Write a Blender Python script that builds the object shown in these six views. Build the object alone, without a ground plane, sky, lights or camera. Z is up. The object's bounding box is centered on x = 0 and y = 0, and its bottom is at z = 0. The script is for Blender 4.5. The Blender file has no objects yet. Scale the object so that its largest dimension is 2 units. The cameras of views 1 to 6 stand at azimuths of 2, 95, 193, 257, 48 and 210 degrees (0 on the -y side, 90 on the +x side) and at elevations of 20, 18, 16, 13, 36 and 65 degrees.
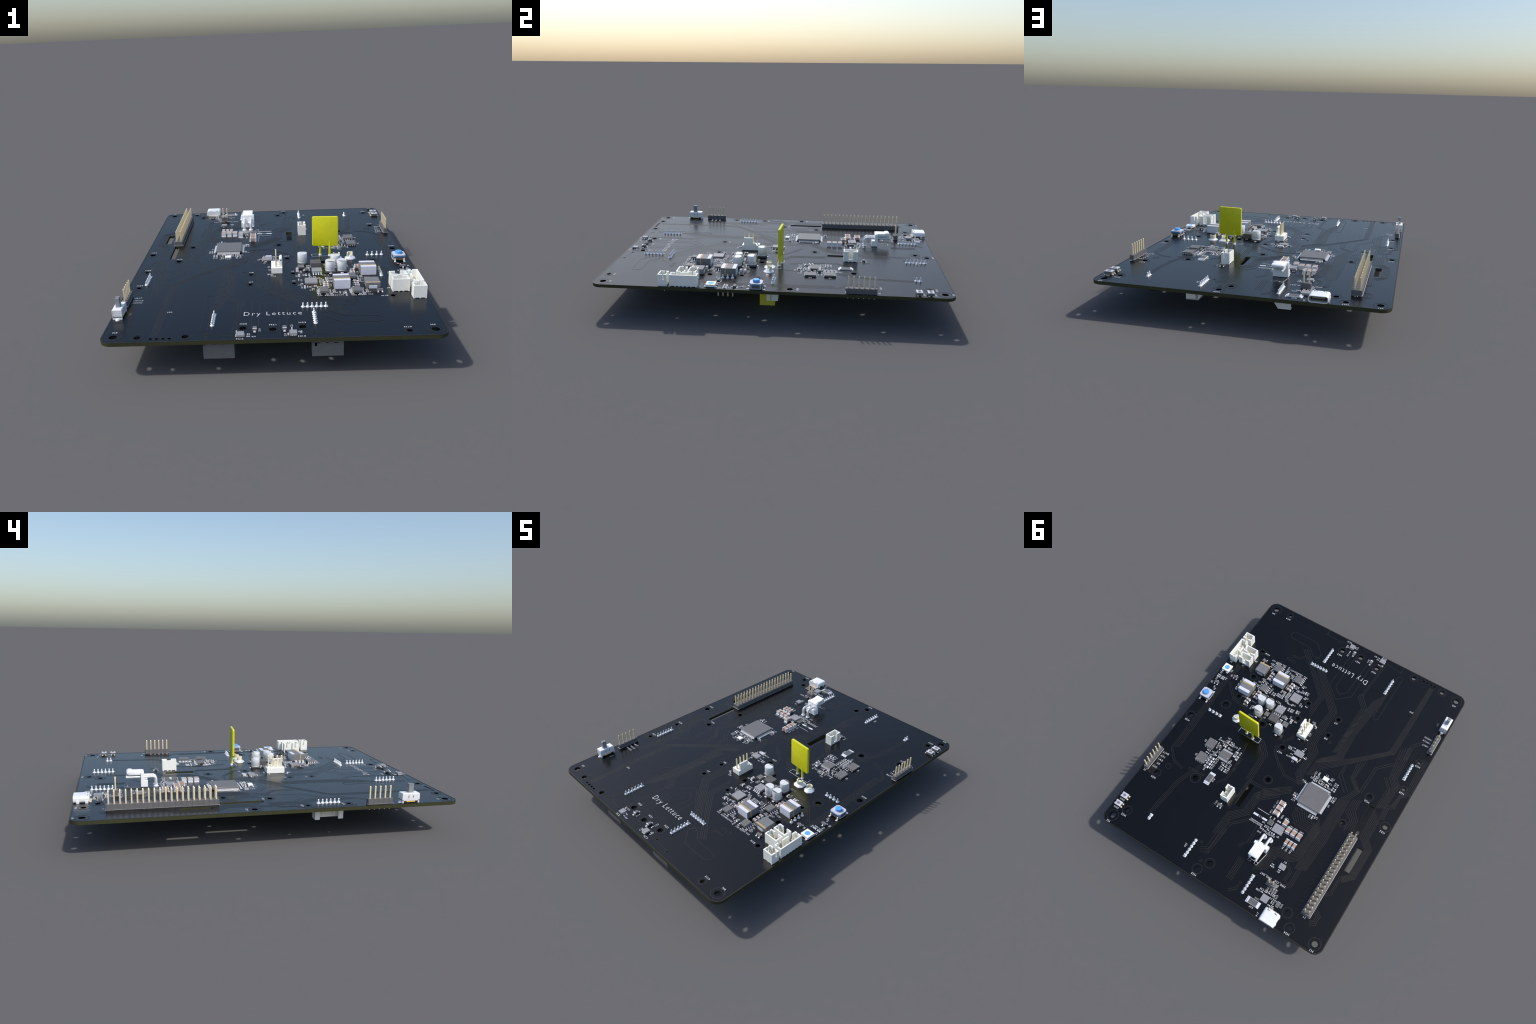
# A populated printed circuit board (140 x 180 mm), built in millimetres and
# scaled so that its long side is 2.00 m.
import bpy, bmesh, math
from mathutils import Matrix, Vector

S = 1.0 / 90.0            # scene metres per board millimetre
ZT = 17.60                # height of the board's top face above the ground, mm
TH = 1.6                  # board thickness
BX, BY = 70.0, 90.0       # half sizes of the board
COL = bpy.context.scene.collection

# ------------------------------------------------------------------ materials
MATS = {}


def mat(name, color, rough=0.45, metal=0.0, spec=0.5, vary=0.06, scale=40.0, bump=0.0, coat=0.0):
    m = bpy.data.materials.new(name)
    m.use_nodes = True
    nt = m.node_tree
    b = nt.nodes["Principled BSDF"]
    tc = nt.nodes.new("ShaderNodeTexCoord")
    nz = nt.nodes.new("ShaderNodeTexNoise")
    nz.inputs["Scale"].default_value = scale
    nz.inputs["Detail"].default_value = 4.0
    nt.links.new(tc.outputs["Object"], nz.inputs["Vector"])
    ramp = nt.nodes.new("ShaderNodeValToRGB")
    c = color
    lo = [max(0.0, v * (1 - vary)) for v in c]
    hi = [min(1.0, v * (1 + vary)) for v in c]
    ramp.color_ramp.elements[0].position = 0.3
    ramp.color_ramp.elements[1].position = 0.7
    ramp.color_ramp.elements[0].color = (*lo, 1)
    ramp.color_ramp.elements[1].color = (*hi, 1)
    nt.links.new(nz.outputs["Fac"], ramp.inputs["Fac"])
    nt.links.new(ramp.outputs["Color"], b.inputs["Base Color"])
    b.inputs["Roughness"].default_value = rough
    b.inputs["Metallic"].default_value = metal
    b.inputs["Specular IOR Level"].default_value = spec
    if coat:
        b.inputs["Coat Weight"].default_value = coat
        b.inputs["Coat Roughness"].default_value = 0.15
    if bump:
        n2 = nt.nodes.new("ShaderNodeTexNoise")
        n2.inputs["Scale"].default_value = 900.0
        nt.links.new(tc.outputs["Object"], n2.inputs["Vector"])
        bp = nt.nodes.new("ShaderNodeBump")
        bp.inputs["Strength"].default_value = bump
        bp.inputs["Distance"].default_value = 0.0004
        nt.links.new(n2.outputs["Fac"], bp.inputs["Height"])
        nt.links.new(bp.outputs["Normal"], b.inputs["Normal"])
    MATS[name] = m
    return m


mat("solder_mask", (0.0010, 0.0010, 0.0011), rough=0.24, spec=0.5, vary=0.10, scale=3.0)
mat("mask_gap", (0.0160, 0.0157, 0.0148), rough=0.40, spec=0.36, vary=0.08, scale=8.0)
mat("board_edge", (0.046, 0.047, 0.020), rough=0.7, spec=0.2, vary=0.10, scale=60.0)
mat("silkscreen_ink", (0.70, 0.70, 0.72), rough=0.6, spec=0.3)
mat("chip_plastic", (0.146, 0.144, 0.146), rough=0.45, spec=0.5, bump=0.05)
mat("chip_plastic_light", (0.276, 0.281, 0.296), rough=0.42, spec=0.5)
mat("chip_plastic_dark", (0.105, 0.105, 0.108), rough=0.55, spec=0.3)
mat("header_plastic", (0.140, 0.137, 0.140), rough=0.55, spec=0.3)
mat("tin", (0.80, 0.81, 0.83), rough=0.30, metal=0.25, spec=0.5)
mat("steel_shell", (0.93, 0.94, 0.95), rough=0.30, metal=0.15, spec=0.5)
mat("solder", (0.80, 0.82, 0.86), rough=0.28, metal=0.25)
mat("gold_pin", (0.80, 0.68, 0.45), rough=0.38, metal=0.1, spec=0.5)
mat("ceramic_brown", (0.400, 0.285, 0.232), rough=0.55, spec=0.3)
mat("resistor_top", (0.115, 0.118, 0.130), rough=0.5, spec=0.3)
mat("resistor_ceramic", (0.80, 0.79, 0.75), rough=0.5)
mat("white_nylon", (0.92, 0.92, 0.86), rough=0.45, spec=0.4, vary=0.03)
mat("white_nylon_bright", (0.93, 0.94, 0.94), rough=0.45, spec=0.4, vary=0.03)
mat("socket_grey", (0.16, 0.16, 0.16), rough=0.5, spec=0.3)
mat("under_nylon", (0.87, 0.87, 0.83), rough=0.5, spec=0.35, vary=0.03)
mat("inductor_grey", (0.185, 0.190, 0.200), rough=0.5, spec=0.35)
mat("inductor_end", (0.70, 0.71, 0.80), rough=0.45, spec=0.4, vary=0.03)
mat("polarity_yellow", (0.80, 0.52, 0.10), rough=0.5)
mat("polarity_tan", (0.50, 0.36, 0.16), rough=0.5)
mat("fuse_yellow", (0.68, 0.67, 0.008), rough=0.38, spec=0.5, vary=0.04)
mat("plug_yellow", (0.88, 0.78, 0.09), rough=0.5, vary=0.04)
mat("cream_contact", (0.85, 0.80, 0.58), rough=0.4, spec=0.4)
mat("can_aluminium", (0.80, 0.82, 0.83), rough=0.32, metal=0.2)
mat("can_mark", (0.160, 0.160, 0.162), rough=0.5)
mat("button_blue", (0.10, 0.36, 0.82), rough=0.45)
mat("lens_blue", (0.12, 0.44, 0.90), rough=0.35)
mat("plate_grey", (0.58, 0.58, 0.64), rough=0.45)
mat("knob_grey", (0.26, 0.27, 0.29), rough=0.5)
mat("plunger_grey", (0.17, 0.17, 0.17), rough=0.5)
mat("copper_orange", (0.62, 0.33, 0.20), rough=0.45)
mat("socket_dark", (0.02, 0.02, 0.02), rough=0.6)

# ------------------------------------------------------------------ mesh tools


class Part:
    """Collects solids (in mm) into one mesh with several materials."""

    def __init__(self):
        self.bm = bmesh.new()
        self.slots = []

    def slot(self, m):
        if m not in self.slots:
            self.slots.append(m)
        return self.slots.index(m)

    def _merge(self, tmp, m):
        k = self.slot(m)
        for f in tmp.faces:
            f.material_index = k
        me = bpy.data.meshes.new("tmp")
        tmp.to_mesh(me)
        tmp.free()
        self.bm.from_mesh(me)
        bpy.data.meshes.remove(me)

    def box(self, x0, x1, y0, y1, z0, z1, m, bevel=0.0, seg=1):
        t = bmesh.new()
        bmesh.ops.create_cube(t, size=1.0)
        for v in t.verts:
            v.co = Vector(((x0 + x1) / 2 + v.co.x * (x1 - x0),
                           (y0 + y1) / 2 + v.co.y * (y1 - y0),
                           (z0 + z1) / 2 + v.co.z * (z1 - z0)))
        if bevel:
            bmesh.ops.bevel(t, geom=t.edges[:], offset=bevel, segments=seg, affect='EDGES', profile=0.5)
        self._merge(t, m)
        return self

    def cbox(self, cx, cy, lx, ly, z0, z1, m, bevel=0.0, seg=1):
        return self.box(cx - lx / 2, cx + lx / 2, cy - ly / 2, cy + ly / 2, z0, z1, m, bevel, seg)

    def lathe(self, profile, m, cx=0.0, cy=0.0, n=20):
        """profile: list of (radius, z), from bottom to top; closed by caps."""
        t = bmesh.new()
        rings = []
        for r, z in profile:
            rings.append([t.verts.new((cx + r * math.cos(2 * math.pi * i / n),
                                       cy + r * math.sin(2 * math.pi * i / n), z)) for i in range(n)])
        for a, b in zip(rings, rings[1:]):
            for i in range(n):
                j = (i + 1) % n
                t.faces.new((a[i], a[j], b[j], b[i]))
        t.faces.new(list(reversed(rings[0])))
        t.faces.new(rings[-1])
        self._merge(t, m)
        return self

    def prism(self, pts, lo, hi, m, axis='Z', bevel=0.0):
        """extrude a closed 2D outline. axis Z: (x, y); Y: (x, z); X: (y, z)."""
        t = bmesh.new()

        def p3(a, b, h):
            return {'Z': (a, b, h), 'Y': (a, h, b), 'X': (h, a, b)}[axis]
        A = [t.verts.new(p3(a, b, lo)) for a, b in pts]
        B = [t.verts.new(p3(a, b, hi)) for a, b in pts]
        n = len(pts)
        t.faces.new(A)
        t.faces.new(list(reversed(B)))
        for i in range(n):
            j = (i + 1) % n
            t.faces.new((A[j], A[i], B[i], B[j]))
        bmesh.ops.recalc_face_normals(t, faces=t.faces[:])
        if bevel:
            bmesh.ops.bevel(t, geom=t.edges[:], offset=bevel, segments=2, affect='EDGES', profile=0.5)
        self._merge(t, m)
        return self

    def tube(self, path, r, m, n=10):
        t = bmesh.new()
        P = [Vector(p) for p in path]
        rings = []
        for i, p in enumerate(P):
            d = (P[min(i + 1, len(P) - 1)] - P[max(i - 1, 0)]).normalized()
            up = Vector((1, 0, 0)) if abs(d.x) < 0.9 else Vector((0, 1, 0))
            a = d.cross(up).normalized()
            b = d.cross(a)
            rings.append([t.verts.new(p + r * (a * math.cos(2 * math.pi * k / n) + b * math.sin(2 * math.pi * k / n)))
                          for k in range(n)])
        for A, B in zip(rings, rings[1:]):
            for k in range(n):
                t.faces.new((A[k], A[(k + 1) % n], B[(k + 1) % n], B[k]))
        t.faces.new(rings[0])
        t.faces.new(rings[-1])
        bmesh.ops.recalc_face_normals(t, faces=t.faces[:])
        self._merge(t, m)
        return self

    def mesh(self, name):
        for v in self.bm.verts:
            v.co *= S
        me = bpy.data.meshes.new(name)
        self.bm.to_mesh(me)
        self.bm.free()
        for m in self.slots:
            me.materials.append(MATS[m])
        me.polygons.foreach_set("use_smooth", [True] * len(me.polygons))
        me.set_sharp_from_angle(angle=math.radians(32))
        return me


ROOT = bpy.data.objects.new("circuit_board", None)
COL.objects.link(ROOT)
ROOT["label"] = "black populated circuit board with white connectors and yellow fuse"
ROOT["category"] = "circuit board"


def put(me, name, x, y, rot=0.0, parent=None, flip=False, z=None):
    o = bpy.data.objects.new(name, me)
    COL.objects.link(o)
    zz = (ZT - TH if flip else ZT) if z is None else z
    R = Matrix.Rotation(math.radians(rot), 4, 'Z')
    if flip:
        R = R @ Matrix.Rotation(math.pi, 4, 'X')
    M = Matrix.Translation((x * S, y * S, zz * S)) @ R
    o.parent = ROOT if parent is None else parent
    if parent is not None:
        o.matrix_parent_inverse = Matrix.Identity(4)
        o.matrix_local = Matrix.Identity(4)
    else:
        o.matrix_world = M
    return o


def child(me, name, parent):
    o = bpy.data.objects.new(name, me)
    COL.objects.link(o)
    o.parent = parent
    return o


# ------------------------------------------------------------------ the board
# (x, y, hole radius, centre radius of the gap ring around it)
HOLES = [(65, 85, 1.6, 3.2), (-65, 85, 1.6, 3.2), (65, -85, 1.6, 3.2), (-65, -85, 1.6, 3.2),
         (54.5, -51.8, 1.1, 1.95), (49.0, -33.0, 1.35, 2.3), (49.0, -16.1, 1.1, 2.0), (52.4, -7.5, 1.5, 2.8),
         (65.9, 10.0, 1.5, 2.7), (60.1, 51.3, 1.35, 2.4), (39.6, 42.3, 1.5, 2.9), (26.4, -7.9, 1.4, 2.5),
         (4.0, 20.9, 1.35, 2.5), (54.6, -85.6, 1.1, 1.95), (12.3, -80.0, 1.45, 2.6), (0.0, -81.6, 1.45, 2.6),
         (-12.3, -80.0, 1.45, 2.6), (-35.4, -86.0, 1.35, 2.5), (-54.9, -86.0, 1.35, 2.5),
         (10.5, -34.9, 1.0, 1.95), (10.5, -22.4, 1.0, 1.95), (-10.5, -34.9, 1.0, 1.95), (-10.5, -22.4, 1.0, 1.95),
         (8.1, -1.0, 1.2, 2.2), (-64.35, -35.4, 1.05, 2.0), (-64.35, -15.5, 1.05, 2.0),
         (60.0, 78.6, 1.3, 2.6), (8.0, 84.9, 1.35, 2.7), (4.0, 78.9, 1.35, 2.7), (-50.0, -0.9, 1.35, 2.4),
         (-45.0, 20.9, 1.3, 2.2), (-66.0, 10.2, 1.5, 2.9), (-44.9, 79.0, 1.35, 2.7), (-50.0, 85.1, 1.35, 2.7)]
VIAS = [(-41.6, -87.3), (-44.1, -87.3), (-46.7, -87.3), (-49.2, -87.3)]
PEGS = [(27.1, -86.3), (16.9, -84.9), (-16.9, -86.3), (-27.1, -84.9)]
SLOTS = [(8.7, 11.95, 28.35, 43.75), (-55.6, -52.6, 3.2, 24.3), (-61.9, -58.6, 28.5, 43.7)]


def circle(cx, cy, r, n=28):
    return [(cx + r * math.cos(2 * math.pi * i / n), cy + r * math.sin(2 * math.pi * i / n)) for i in range(n)]


def rounded_rect(x0, x1, y0, y1, r, n=10):
    out = []
    for cx, cy, a0 in ((x1 - r, y1 - r, 0), (x0 + r, y1 - r, 90), (x0 + r, y0 + r, 180), (x1 - r, y0 + r, 270)):
        for i in range(n + 1):
            a = math.radians(a0 + 90 * i / n)
            out.append((cx + r * math.cos(a), cy + r * math.sin(a)))
    return out


def filled(outlines, thickness, name):
    """2D filled curve with holes -> mesh (mm in, metres out), centred on z."""
    cu = bpy.data.curves.new(name, 'CURVE')
    cu.dimensions = '2D'
    cu.fill_mode = 'BOTH'
    cu.extrude = thickness / 2 * S
    for pts in outlines:
        sp = cu.splines.new('POLY')
        sp.points.add(len(pts) - 1)
        for p, q in zip(sp.points, pts):
            p.co = (q[0] * S, q[1] * S, 0, 1)
        sp.use_cyclic_u = True
    o = bpy.data.objects.new(name, cu)
    COL.objects.link(o)
    bpy.context.view_layer.update()
    dg = bpy.context.evaluated_depsgraph_get()
    me = bpy.data.meshes.new_from_object(o.evaluated_get(dg))
    bpy.data.objects.remove(o)
    bpy.data.curves.remove(cu)
    return me


CORNER = 5.0
outl = [rounded_rect(-BX, BX, -BY, BY, CORNER)]
outl += [circle(x, y, r) for x, y, r, _ in HOLES]
outl += [circle(x, y, 0.62, 14) for x, y in VIAS]
outl += [circle(x, y, 0.55, 14) for x, y in PEGS]
outl += [rounded_rect(a, b, c, d, 0.15, 2) for a, b, c, d in SLOTS]
me = filled(outl, TH, "board_panel")
me.materials.clear()
me.materials.append(MATS["solder_mask"])
me.materials.append(MATS["board_edge"])
for p in me.polygons:
    c = p.center / S
    rim = abs(abs(c.x) - BX) < CORNER + .1 and (abs(abs(c.x) - BX) < .1 or abs(abs(c.y) - BY) < CORNER)
    rim = rim or abs(abs(c.y) - BY) < .1
    rim = rim or any(a - .1 < c.x < b + .1 and e - .1 < c.y < d + .1 for a, b, e, d in SLOTS)
    for hx, hy, hr, _ in HOLES:
        if (c.x - hx) ** 2 + (c.y - hy) ** 2 < (hr + .2) ** 2:
            rim = False
    p.material_index = 0 if abs(p.normal.z) > 0.5 or not rim else 1
    p.use_smooth = False
put(me, "board_panel", 0, 0, z=ZT - TH / 2)

# ------------------------------------------------------- mask relief: the tracks
# Every bundle: number of gap lines, and the route of the bundle's middle line.
BUNDLES_A = [
    (4, [(33.8, -67.7, 31.1, -69.5), (21.7, -56.6, 19.6, -58.0), (7.5, -42.3, 4.8, -43.8), (7.8, -32.0, 5.0,
         -27.4)]),
    (6, [(18.6, -59.4, 14.4, -60.0), (16.2, -56.7, 12.0, -58.2), (-3.0, -37.0, -7.4, -38.7), (-2.2, -17.4, -7.2,
         -20.6), (-3.1, -10.5, -7.4, -13.3), (-7.0, -6.6, -11.4, -9.1), (-7.2, 9.1, -11.3, 7.3), (-11.8, 14.1,
         -13.9, 13.0)]),
    (4, [(-12.6, -58.1, -14.9, -58.8), (-12.9, -54.8, -16.1, -55.9), (-18.3, -49.4, -20.8, -51.4), (-18.4, -31.8,
         -21.1, -33.5), (-18.4, -14.0, -20.1, -14.9)]),
    (8, [(-22.3, -58.4, -27.2, -67.5), (-18.8, -28.0, -24.3, -30.5), (-21.3, -13.9, -25.4, -12.6), (-13.0, -5.4,
         -12.7, -2.7)]),
    (6, [(-46.9, -85.1, -49.4, -85.5), (-46.6, -41.9, -49.8, -43.9), (-46.4, -32.6, -49.6, -32.6), (-29.1, -15.7,
         -30.5, -13.2), (-13.3, -2.6, -18.2, -0.7), (-12.6, 6.4, -15.7, 4.9)]),
    (2, [(-28.8, -10.7, -29.8, -10.8), (-28.7, -3.4, -30.0, -4.7), (-36.6, 4.4, -38.0, 3.0)]),
    (4, [(-34.3, -16.0, -38.0, -19.0), (-35.5, -5.3, -37.3, -6.4), (-41.2, -0.4, -43.9, -0.2), (-36.1, 10.1, -40.8,
         7.2)]),
    (6, [(-51.4, -37.2, -57.0, -43.6), (-54.2, -17.2, -58.1, -19.0), (-57.8, -13.6, -61.6, -15.7), (-57.1, 2.4,
         -60.8, 0.7)]),
    (2, [(-60.3, -48.8, -61.3, -47.9), (-55.4, -43.2, -57.0, -42.9), (-55.7, -32.3, -57.0, -32.5)]),
    (2, [(-52.5, -27.6, -53.3, -26.7), (-44.2, -19.0, -45.4, -18.6), (-43.7, -0.0, -45.1, -0.2)]),
    (2, [(-51.3, -16.3, -52.2, -17.1), (-56.3, -11.0, -57.4, -11.3), (-56.2, 2.9, -57.2, 2.6)]),
    (4, [(-65.7, -39.0, -68.5, -38.1), (-66.3, -13.7, -69.0, -13.4), (-63.9, -10.6, -65.2, -9.7), (-63.2, -3.1,
         -65.2, -2.1), (-60.1, -1.1, -62.6, 0.0), (-60.9, 8.5, -63.2, 7.0)]),
    (9, [(-36.1, 10.1, -41.6, 6.6), (-36.0, 39.4, -42.6, 35.2), (-35.9, 57.1, -41.5, 55.3)]),
]
BUNDLES_B = [
    (5, [(-43.3, 5.5, -47.2, 3.1), (-42.9, 14.0, -47.4, 11.2), (-47.6, 17.3, -51.4, 15.5), (-47.4, 24.0, -51.9,
         22.0)]),
    (7, [(-56.3, 4.0, -61.6, 8.8), (-56.6, 22.5, -61.6, 21.6), (-62.6, 28.0, -66.0, 26.2), (-62.4, 44.4, -66.0,
         44.8), (-59.0, 47.6, -60.6, 50.4)]),
    (7, [(-18.6, 26.2, -23.5, 24.2), (-18.6, 31.3, -25.3, 27.0), (-23.5, 36.1, -26.7, 29.0), (-30.6, 35.6, -32.3,
         29.5), (-35.3, 38.5, -35.9, 33.0)]),
    (6, [(-4.4, 21.6, -7.2, 26.0), (5.8, 32.0, 1.6, 34.4), (5.9, 43.3, 1.6, 44.3), (12.4, 49.6, 8.5, 52.3), (12.9,
         64.1, 8.4, 61.9)]),
    (3, [(11.0, 58.7, 7.5, 57.7), (11.0, 72.3, 8.1, 73.4), (13.9, 74.1, 12.3, 76.3)]),
    (2, [(8.3, 53.9, 6.9, 54.2), (9.3, 75.9, 8.2, 75.5)]),
    (3, [(14.7, 39.1, 13.5, 39.9), (13.3, 37.5, 11.9, 37.4), (13.3, 27.0, 11.8, 26.6)]),
    (2, [(12.0, 27.5, 11.8, 26.3), (1.9, 27.5, 1.9, 26.3)]),
    (2, [(0.3, 46.3, -0.5, 47.2), (7.8, 54.2, 7.0, 54.7)]),
    (2, [(-5.6, 46.3, -7.5, 46.6), (-6.3, 58.6, -7.4, 58.8), (-2.6, 61.8, -3.4, 62.5)]),
    (8, [(-16.9, 70.0, -23.6, 65.7), (-19.0, 54.4, -24.0, 57.7), (-22.9, 50.8, -25.1, 55.9), (-28.1, 51.3, -31.9,
         55.3), (-31.1, 48.5, -35.2, 52.3), (-33.0, 25.3, -36.6, 31.4)]),
    (5, [(61.8, -34.1, 59.2, -35.8), (63.8, -20.8, 60.7, -22.8), (62.9, 28.2, 59.2, 25.9), (62.8, 33.4, 59.1,
         31.5)]),
    (6, [(-9.8, 17.2, -11.8, 20.5), (2.8, 27.1, -0.7, 29.9), (5.6, 32.1, 2.6, 34.7)]),
]
SINGLES = [
    (2, [(37.1, -59.8), (32.1, -60.1), (29.3, -64.2)]),
    (1, [(5.9, -79.3), (6.6, -53.9), (-1.9, -46.3), (-9.2, -53.1), (-8.7, -81.2)]),
    (1, [(2.8, -79.9), (2.7, -54.5), (-1.7, -50.5), (-5.6, -54.6), (-5.9, -79.0)]),
    (1, [(27.1, -89.5), (26.8, -85.9), (17.2, -85.5), (12.2, -86.3)]),
    (1, [(-16.8, -86.4), (-27.0, -84.9), (-26.6, -89.5)]),
    (2, [(-16.1, -84.3), (-14.7, -64.3), (-14.5, -57.5)]),
    (2, [(7.3, -24.5), (6.3, -9.7), (10.0, -4.3)]),
    (2, [(59.5, -22.1), (50.3, -12.7), (38.2, -12.0)]),
    (3, [(-55.2, 69.5), (-59.5, 72.2), (-59.4, 76.5), (-56.8, 77.4)]),
    (2, [(-59.0, 47.9), (-59.1, 58.4), (-56.9, 60.6)]),
    (3, [(41.0, 33.3), (46.6, 49.2), (48.4, 70.1), (48.5, 73.5)]),
    (4, [(-9.0, 66.2), (-9.1, 80.4)]),
    (2, [(-15.2, 80.4), (-15.2, 82.8), (-12.2, 85.5)]),
    (2, [(62.8, 33.4), (56.1, 39.9), (49.5, 41.5)]),
    (4, [(21.1, 1.8), (14.3, 8.3), (13.6, 26.9)]),
    (2, [(27.2, 7.6), (23.7, 26.9)]),
    (2, [(24.1, 17.6), (24.5, 34.1), (28.5, 38.5)]),
    (1, [(36.9, 1.7), (40.8, 20.8)]),
    (2, [(46.7, 39.2), (36.0, 38.2)]),
    (2, [(11.7, -0.2), (9.7, 4.4), (2.1, 11.2)]),
    (2, [(3.8, 8.5), (-1.9, 13.5), (-12.2, 13.5)]),
    (2, [(-30.0, 55.9), (-35.2, 59.8), (-34.5, 65.9)]),
    (3, [(-38.5, 56.0), (-38.6, 66.0), (-36.0, 68.5)]),
    (2, [(20.2, 46.5), (21.6, 48.8), (22.0, 51.5)]),
]
LOOPS = [
    [(46.4, -73.6), (45.6, -75.8), (43.8, -76.6), (29.2, -76.6), (27.7, -75.7), (22.4, -70.2), (22.0, -68.2),
     (23.6, -66.3), (25.8, -66.4), (30.9, -70.9), (44.0, -71.2), (45.8, -71.9)],
    [(-26.8, -80.8), (-27.8, -82.0), (-29.2, -82.0), (-30.0, -80.7), (-30.2, -48.0), (-29.3, -46.6), (-28.0, -46.5),
     (-27.0, -47.6)],
]
SPOTS = [(37.5, -56.5, 1.2), (22.6, -66.6, .9), (57.0, 44.5, 1.6), (14.6, 71.5, .6), (9.0, 80.3, .6), (-15.5, 79.0, .6),
         (-13.9, -18.9, .7), (33.8, -56.0, 1.0), (-27.0, 69.5, .7)]

strip = Part()
GAP_W, PITCH = 0.35, 1.0


def offset_path(pts, d):
    P = [Vector((x, y)) for x, y in pts]
    out = []
    for i, p in enumerate(P):
        n = []
        if i > 0:
            e = (p - P[i - 1]).normalized()
            n.append(Vector((-e.y, e.x)))
        if i < len(P) - 1:
            e = (P[i + 1] - p).normalized()
            n.append(Vector((-e.y, e.x)))
        k = sum(n, Vector((0, 0)))
        k = k.normalized()
        out.append(p + k * (d / max(0.4, k.dot(n[0]))))
    return out


def ribbon(part, pts, w, z, m, closed=False):
    t = bmesh.new()
    if closed:
        pts = list(pts) + [pts[0], pts[1]]
    A, B = offset_path(pts, w / 2), offset_path(pts, -w / 2)
    if closed:
        A, B = A[1:], B[1:]
        A[0], B[0] = A[-1], B[-1]
    for i in range(len(A) - 1):
        t.faces.new([t.verts.new((p.x, p.y, z)) for p in (B[i], B[i + 1], A[i + 1], A[i])])
    part._merge(t, m)


level = 0
for n, edges in BUNDLES_A + BUNDLES_B:      # each corner: one edge of the bundle and the other
    level += 1
    for k in range(n):
        f = k / (n - 1)
        q = [(ax + (bx - ax) * f, ay + (by - ay) * f) for ax, ay, bx, by in edges]
        ribbon(strip, q, GAP_W, 0.008 + 0.0009 * level, "mask_gap")
for n, pts in SINGLES:                      # the middle line of a narrow bundle
    level += 1
    for k in range(n):
        q = [tuple(p) for p in offset_path(pts, (k - (n - 1) / 2) * PITCH)]
        ribbon(strip, q, GAP_W, 0.008 + 0.0009 * level, "mask_gap")
for pts in LOOPS:
    ribbon(strip, pts, GAP_W, 0.056, "mask_gap", closed=True)
for x, y, r, rr in HOLES:
    ribbon(strip, circle(x, y, rr, 36), 0.40, 0.058, "mask_gap", closed=True)
for x, y in VIAS:
    ribbon(strip, circle(x, y, 0.95, 20), 0.2, 0.058, "mask_gap", closed=True)
for x, y, r in SPOTS:
    ribbon(strip, circle(x, y, r, 20), 0.35, 0.060, "mask_gap", closed=True)
ribbon(strip, rounded_rect(-BX + .3, BX - .3, -BY + .3, BY - .3, CORNER - .3), 0.55, 0.062, "mask_gap", closed=True)
o = put(strip.mesh("track_outlines"), "track_outlines", 0, 0)
o["kind"] = "stuff"

# ------------------------------------------------------------------ silkscreen
LABELS_ACROSS = """C63 44.7 -49.8; R22 40.2 -50.2; C60 37.2 -50.3; R57 44.2 -47.5; C54 31.4 -49.8; R23 28.7 -49.9; R58 29.0 -46.9; R20 25.1 -50.0; C52 21.7 -49.9; C56 41.6 -42.7; C61 36.4 -34.0; C45 23.7 -35.0; R43 23.8 -34.0; R44 23.9 -33.1; R45 24.0 -32.1; C46 24.0 -31.1; R30 23.0 -39.8; R31 23.4 -41.3; C47 19.5 -38.9; C50 13.3 -37.3; C51 18.5 -43.6; C59 42.5 -35.0; C57 43.5 -32.0; R55 39.8 -33.8; C55 45.9 -29.8; C117 45.8 -18.1; C128 42.3 -13.5; C118 38.9 -18.0; C113 35.3 -9.1; L7 34.4 -25.7; Q6 27.7 -12.1; C40 17.4 -29.0; H5 10.4 -19.5; D3 22.4 -10.1; H6 10.5 -32.0; R28 23.1 -30.0; R29 22.4 -28.9; R54 39.9 14.4; C36 37.1 11.0; R17 31.1 13.6; R26 43.3 23.6; R48 43.1 25.3; C33 31.5 26.2; C35 32.8 16.5; C38 34.1 12.4; J6 67.1 -34.9; J16 -8.7 50.0; R52 -13.5 48.4; R50 -16.2 48.0; Q9 -18.9 47.0; U9 -7.7 43.9; L3 -4.4 42.2; R49 -8.9 47.5; R51 -10.9 47.9; C87 -17.6 35.4; C88 -25.5 77.1; C78 -27.2 75.7; U13 -27.6 81.4; R65 -36.6 81.4; R66 -36.1 77.3; C71 -34.4 77.3; C67 -22.1 38.1; C68 -25.2 38.0; C69 -28.6 37.9; R84 -25.0 62.5; R7 -29.4 63.2; Q1 -30.0 57.0; R47 -27.3 86.6; J1 -53.7 76.4; C22 -16.8 6.4; Y1 -23.6 0.5; C27 -27.1 0.9; C24 -27.2 4.3; C25 -28.0 7.1; C16 -13.8 10.3; C18 -13.9 19.7; C17 -14.5 23.8; R53 4.3 -3.8; R59 4.0 -2.8; Y2 -1.7 3.6; C10 2.4 1.9; C34 0.7 -25.3; R9 -7.6 -87.5; C71 -13.0 -83.0; J9 59.2 -36.3; J8 54.0 -43.3; J2 67.0 53.6; J20 -45.2 -63.1"""
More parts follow.
